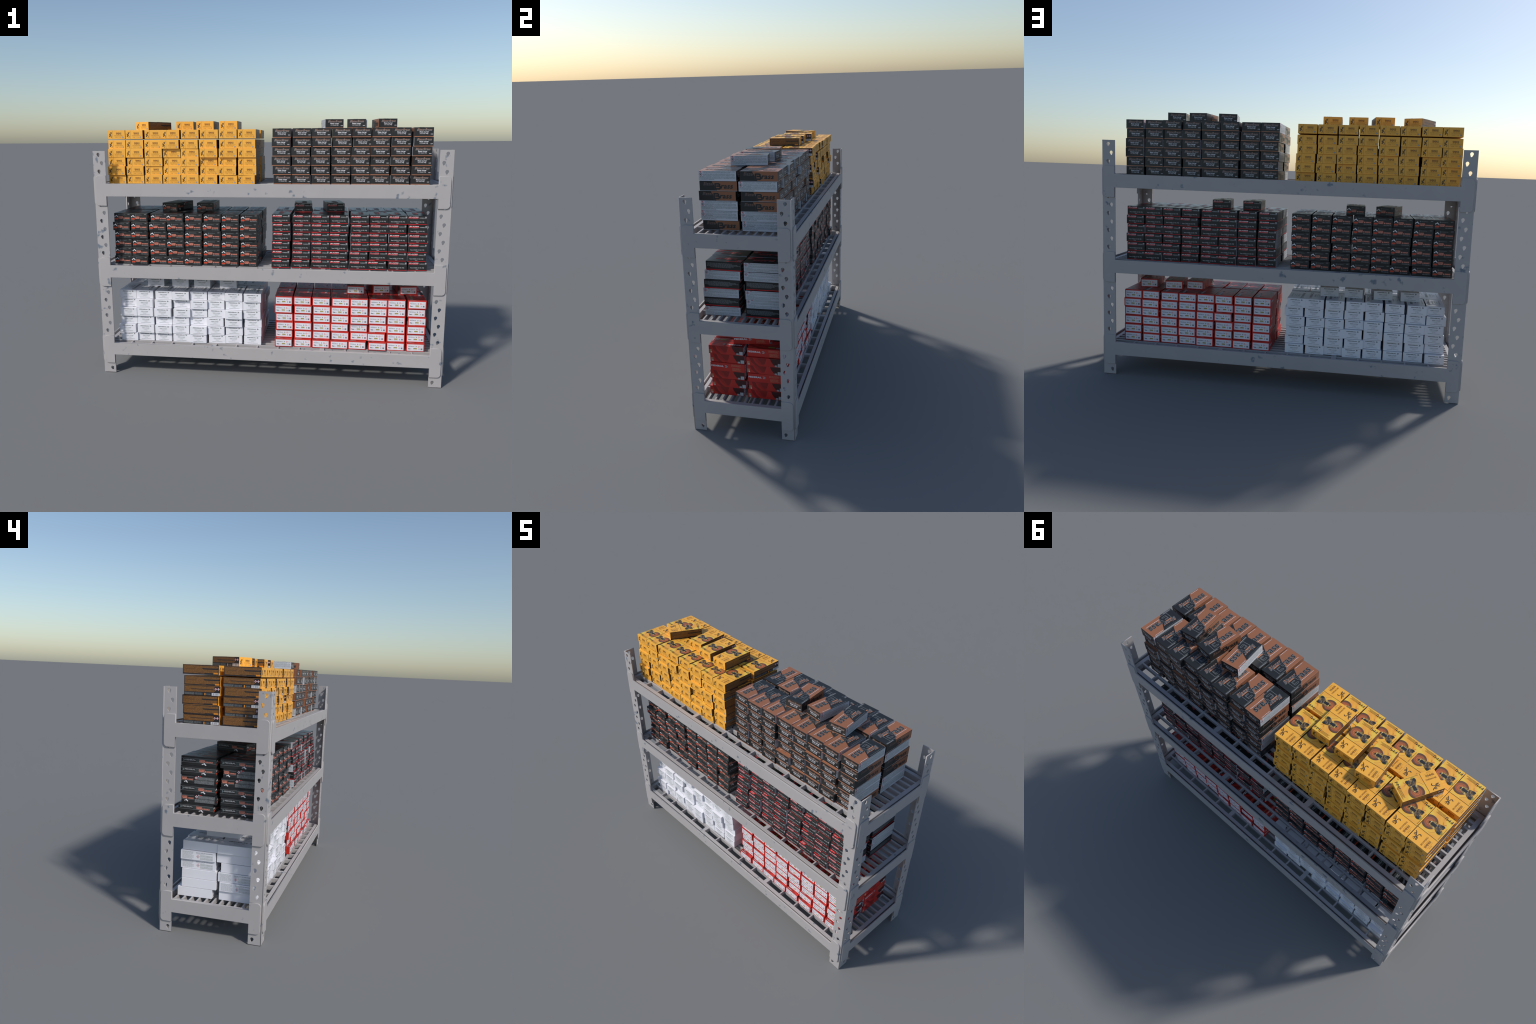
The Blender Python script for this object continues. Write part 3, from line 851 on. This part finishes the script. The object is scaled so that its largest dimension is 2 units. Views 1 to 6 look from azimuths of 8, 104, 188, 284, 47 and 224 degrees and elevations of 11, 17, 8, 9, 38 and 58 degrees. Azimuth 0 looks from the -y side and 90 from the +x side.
STACKS = [
    dict(kind="yellow_cartridge_box", make=yellow_carton, label="small yellow cartridge box with antler mark and planet artwork", h=0.0492,
         deck=2, width=0.1025, cols=(-0.929, -0.824, -0.714, -0.607, -0.499, -0.390, -0.281, -0.171),
         layers=(0, 0.0497, 0.0994, 0.1490, 0.1986, 0.2545), rows=(0, 0.1080), fronts=(-0.215, -0.210, -0.207, -0.210, -0.208, -0.206),
         top=turns("00000001", "00000000"), first=turns("010110", "001001"), last=turns("101100", "010101"),
         loose=((-0.244, -0.003, 2, 1), (-0.384, 0.002, 2, 0), (-0.518, 0.030, 6, 0), (-0.720, 0.010, -26.5, 1))),
    dict(kind="copper_cartridge_box", make=copper_carton, label="small black and copper cartridge box with outlined lettering", h=0.0505,
         deck=2, width=0.1015, cols=(0.028, 0.136, 0.247, 0.3555, 0.4635, 0.5695, 0.676, 0.788),
         layers=[0.0512 * k for k in range(6)], rows=(0, 0.1070), fronts=(-0.211, -0.209, -0.207, -0.213, -0.209, -0.211),
         top=turns("00000000", "10000001"), first=turns("001001", "100110"), last=turns("011001", "101100"),
         loose=((0.352, -0.004, 8, 1), (0.497, 0.014, -5, 0), (0.648, -0.004, 8, 0))),
    dict(kind="orange_black_cartridge_box", make=orange_carton, label="small black cartridge box with salmon lettering and white handgun", h=0.0498,
         deck=1, width=0.1025, cols=(-0.918, -0.811, -0.700, -0.595, -0.490, -0.3805, -0.271, -0.1615),
         layers=[0.0506 * k for k in range(6)], rows=(0, 0.1095), fronts=(-0.216, -0.212, -0.209, -0.211, -0.217, -0.207),
         top=turns("00000000", "00000000"), first=turns("011000", "001010"), last=turns("101001", "010011"),
         loose=((-0.583, 0.008, -15, 0), (-0.396, 0.026, 1, 0))),
    dict(kind="red_striped_cartridge_box", make=red_stripe_carton, label="small black cartridge box with red stripe and red lettering", h=0.0498,
         deck=1, width=0.1030, cols=(0.025, 0.139, 0.2475, 0.3525, 0.4645, 0.570, 0.677, 0.784),
         layers=[0.0511 * k for k in range(6)], rows=(0, 0.1055), fronts=(-0.226, -0.222, -0.222, -0.219, -0.210, -0.206),
         top=turns("01010101", "00000000"), first=turns("100101", "001101"), last=turns("101010", "001001"),
         loose=((0.190, 0.008, 3, 0), (0.370, 0.030, 8, 0))),
    dict(kind="white_cartridge_box", make=white_carton, label="small plain white cartridge box with grey lettering", h=0.0508, untidy=1.6,
         deck=0, width=0.1040, cols=(-0.905, -0.802, -0.6895, -0.578, -0.471, -0.3645, -0.256, -0.1455),
         layers=[0.0524 * k for k in range(6)], rows=(0, 0.1060), fronts=(-0.213, -0.214, -0.207, -0.214, -0.209, -0.207),
         top=turns("00000000", "00000000"), first=turns("000110", "011000"), last=turns("010010", "101001"),
         loose=((-0.717, 0.009, 2.4, 0), (-0.566, 0.012, 4.4, 0), (-0.415, 0.009, -3.4, 0), (-0.266, 0.006, 5, 0))),
    dict(kind="red_cartridge_box", make=red_carton, label="small red cartridge box with white printed end label", h=0.0497,
         deck=0, width=0.1020, cols=(0.0425, 0.1535, 0.262, 0.369, 0.475, 0.582, 0.6905, 0.801),
         layers=[0.0503 * k for k in range(6)], rows=(0, 0.1090), fronts=(-0.219, -0.205, -0.206, -0.205, -0.207, -0.204),
         top=turns("00000000", "00000001"), first=turns("001010", "010010"), last=turns("001000", "100100"),
         loose=((0.512, -0.002, -2, 1), (0.647, 0.030, 8.5, 0), (0.802, 0.015, 8, 1))),
]


def add_box(cfg, mesh, x, y, z, deg, flip):
    ob = bpy.data.objects.new(cfg["kind"], mesh)
    scene_collection.objects.link(ob)
    ob.location = (x, y, z)
    ob.rotation_euler = (0, 0, math.radians(deg + (180 if flip else 0)))
    ob["label"] = cfg["label"]
    ob["category"] = "ammunition box"


for n, cfg in enumerate(STACKS):
    mesh = cfg["make"](cfg["h"])
    rng = random.Random(100 + n)
    floor = DECKS[cfg["deck"]] + 0.0008
    for row in (0, 1):
        for k, up in enumerate(cfg["layers"]):
            from_top = 5 - k
            for c, left in enumerate(cfg["cols"]):
                flip = rng.random() < 0.4
                if from_top == 0:
                    flip = cfg["top"][row][c]
                if c == 0:
                    flip = cfg["first"][row][from_top]
                if c == 7:
                    flip = cfg["last"][row][from_top]
                shift = cfg.get("untidy", 1.0)
                slip = min(max(rng.gauss(0, 0.0022 * shift), -0.004 * shift), 0.004 * shift)
                x = left + cfg["width"] / 2 + slip
                home = cfg["fronts"][k] + L / 2 if row == 0 else cfg["rows"][1]
                if rng.random() < 0.10:
                    y = home + rng.choice((-1, 1)) * rng.uniform(0.008, 0.013)
                else:
                    y = home + rng.uniform(-0.006, 0.006) * shift
                add_box(cfg, mesh, x, y, floor + up, rng.gauss(0, 0.7), flip)
    crown = floor + cfg["layers"][-1] + cfg["h"] + 0.0006
    for x, y, deg, flip in cfg["loose"]:
        add_box(cfg, mesh, x, y, crown, deg, flip)
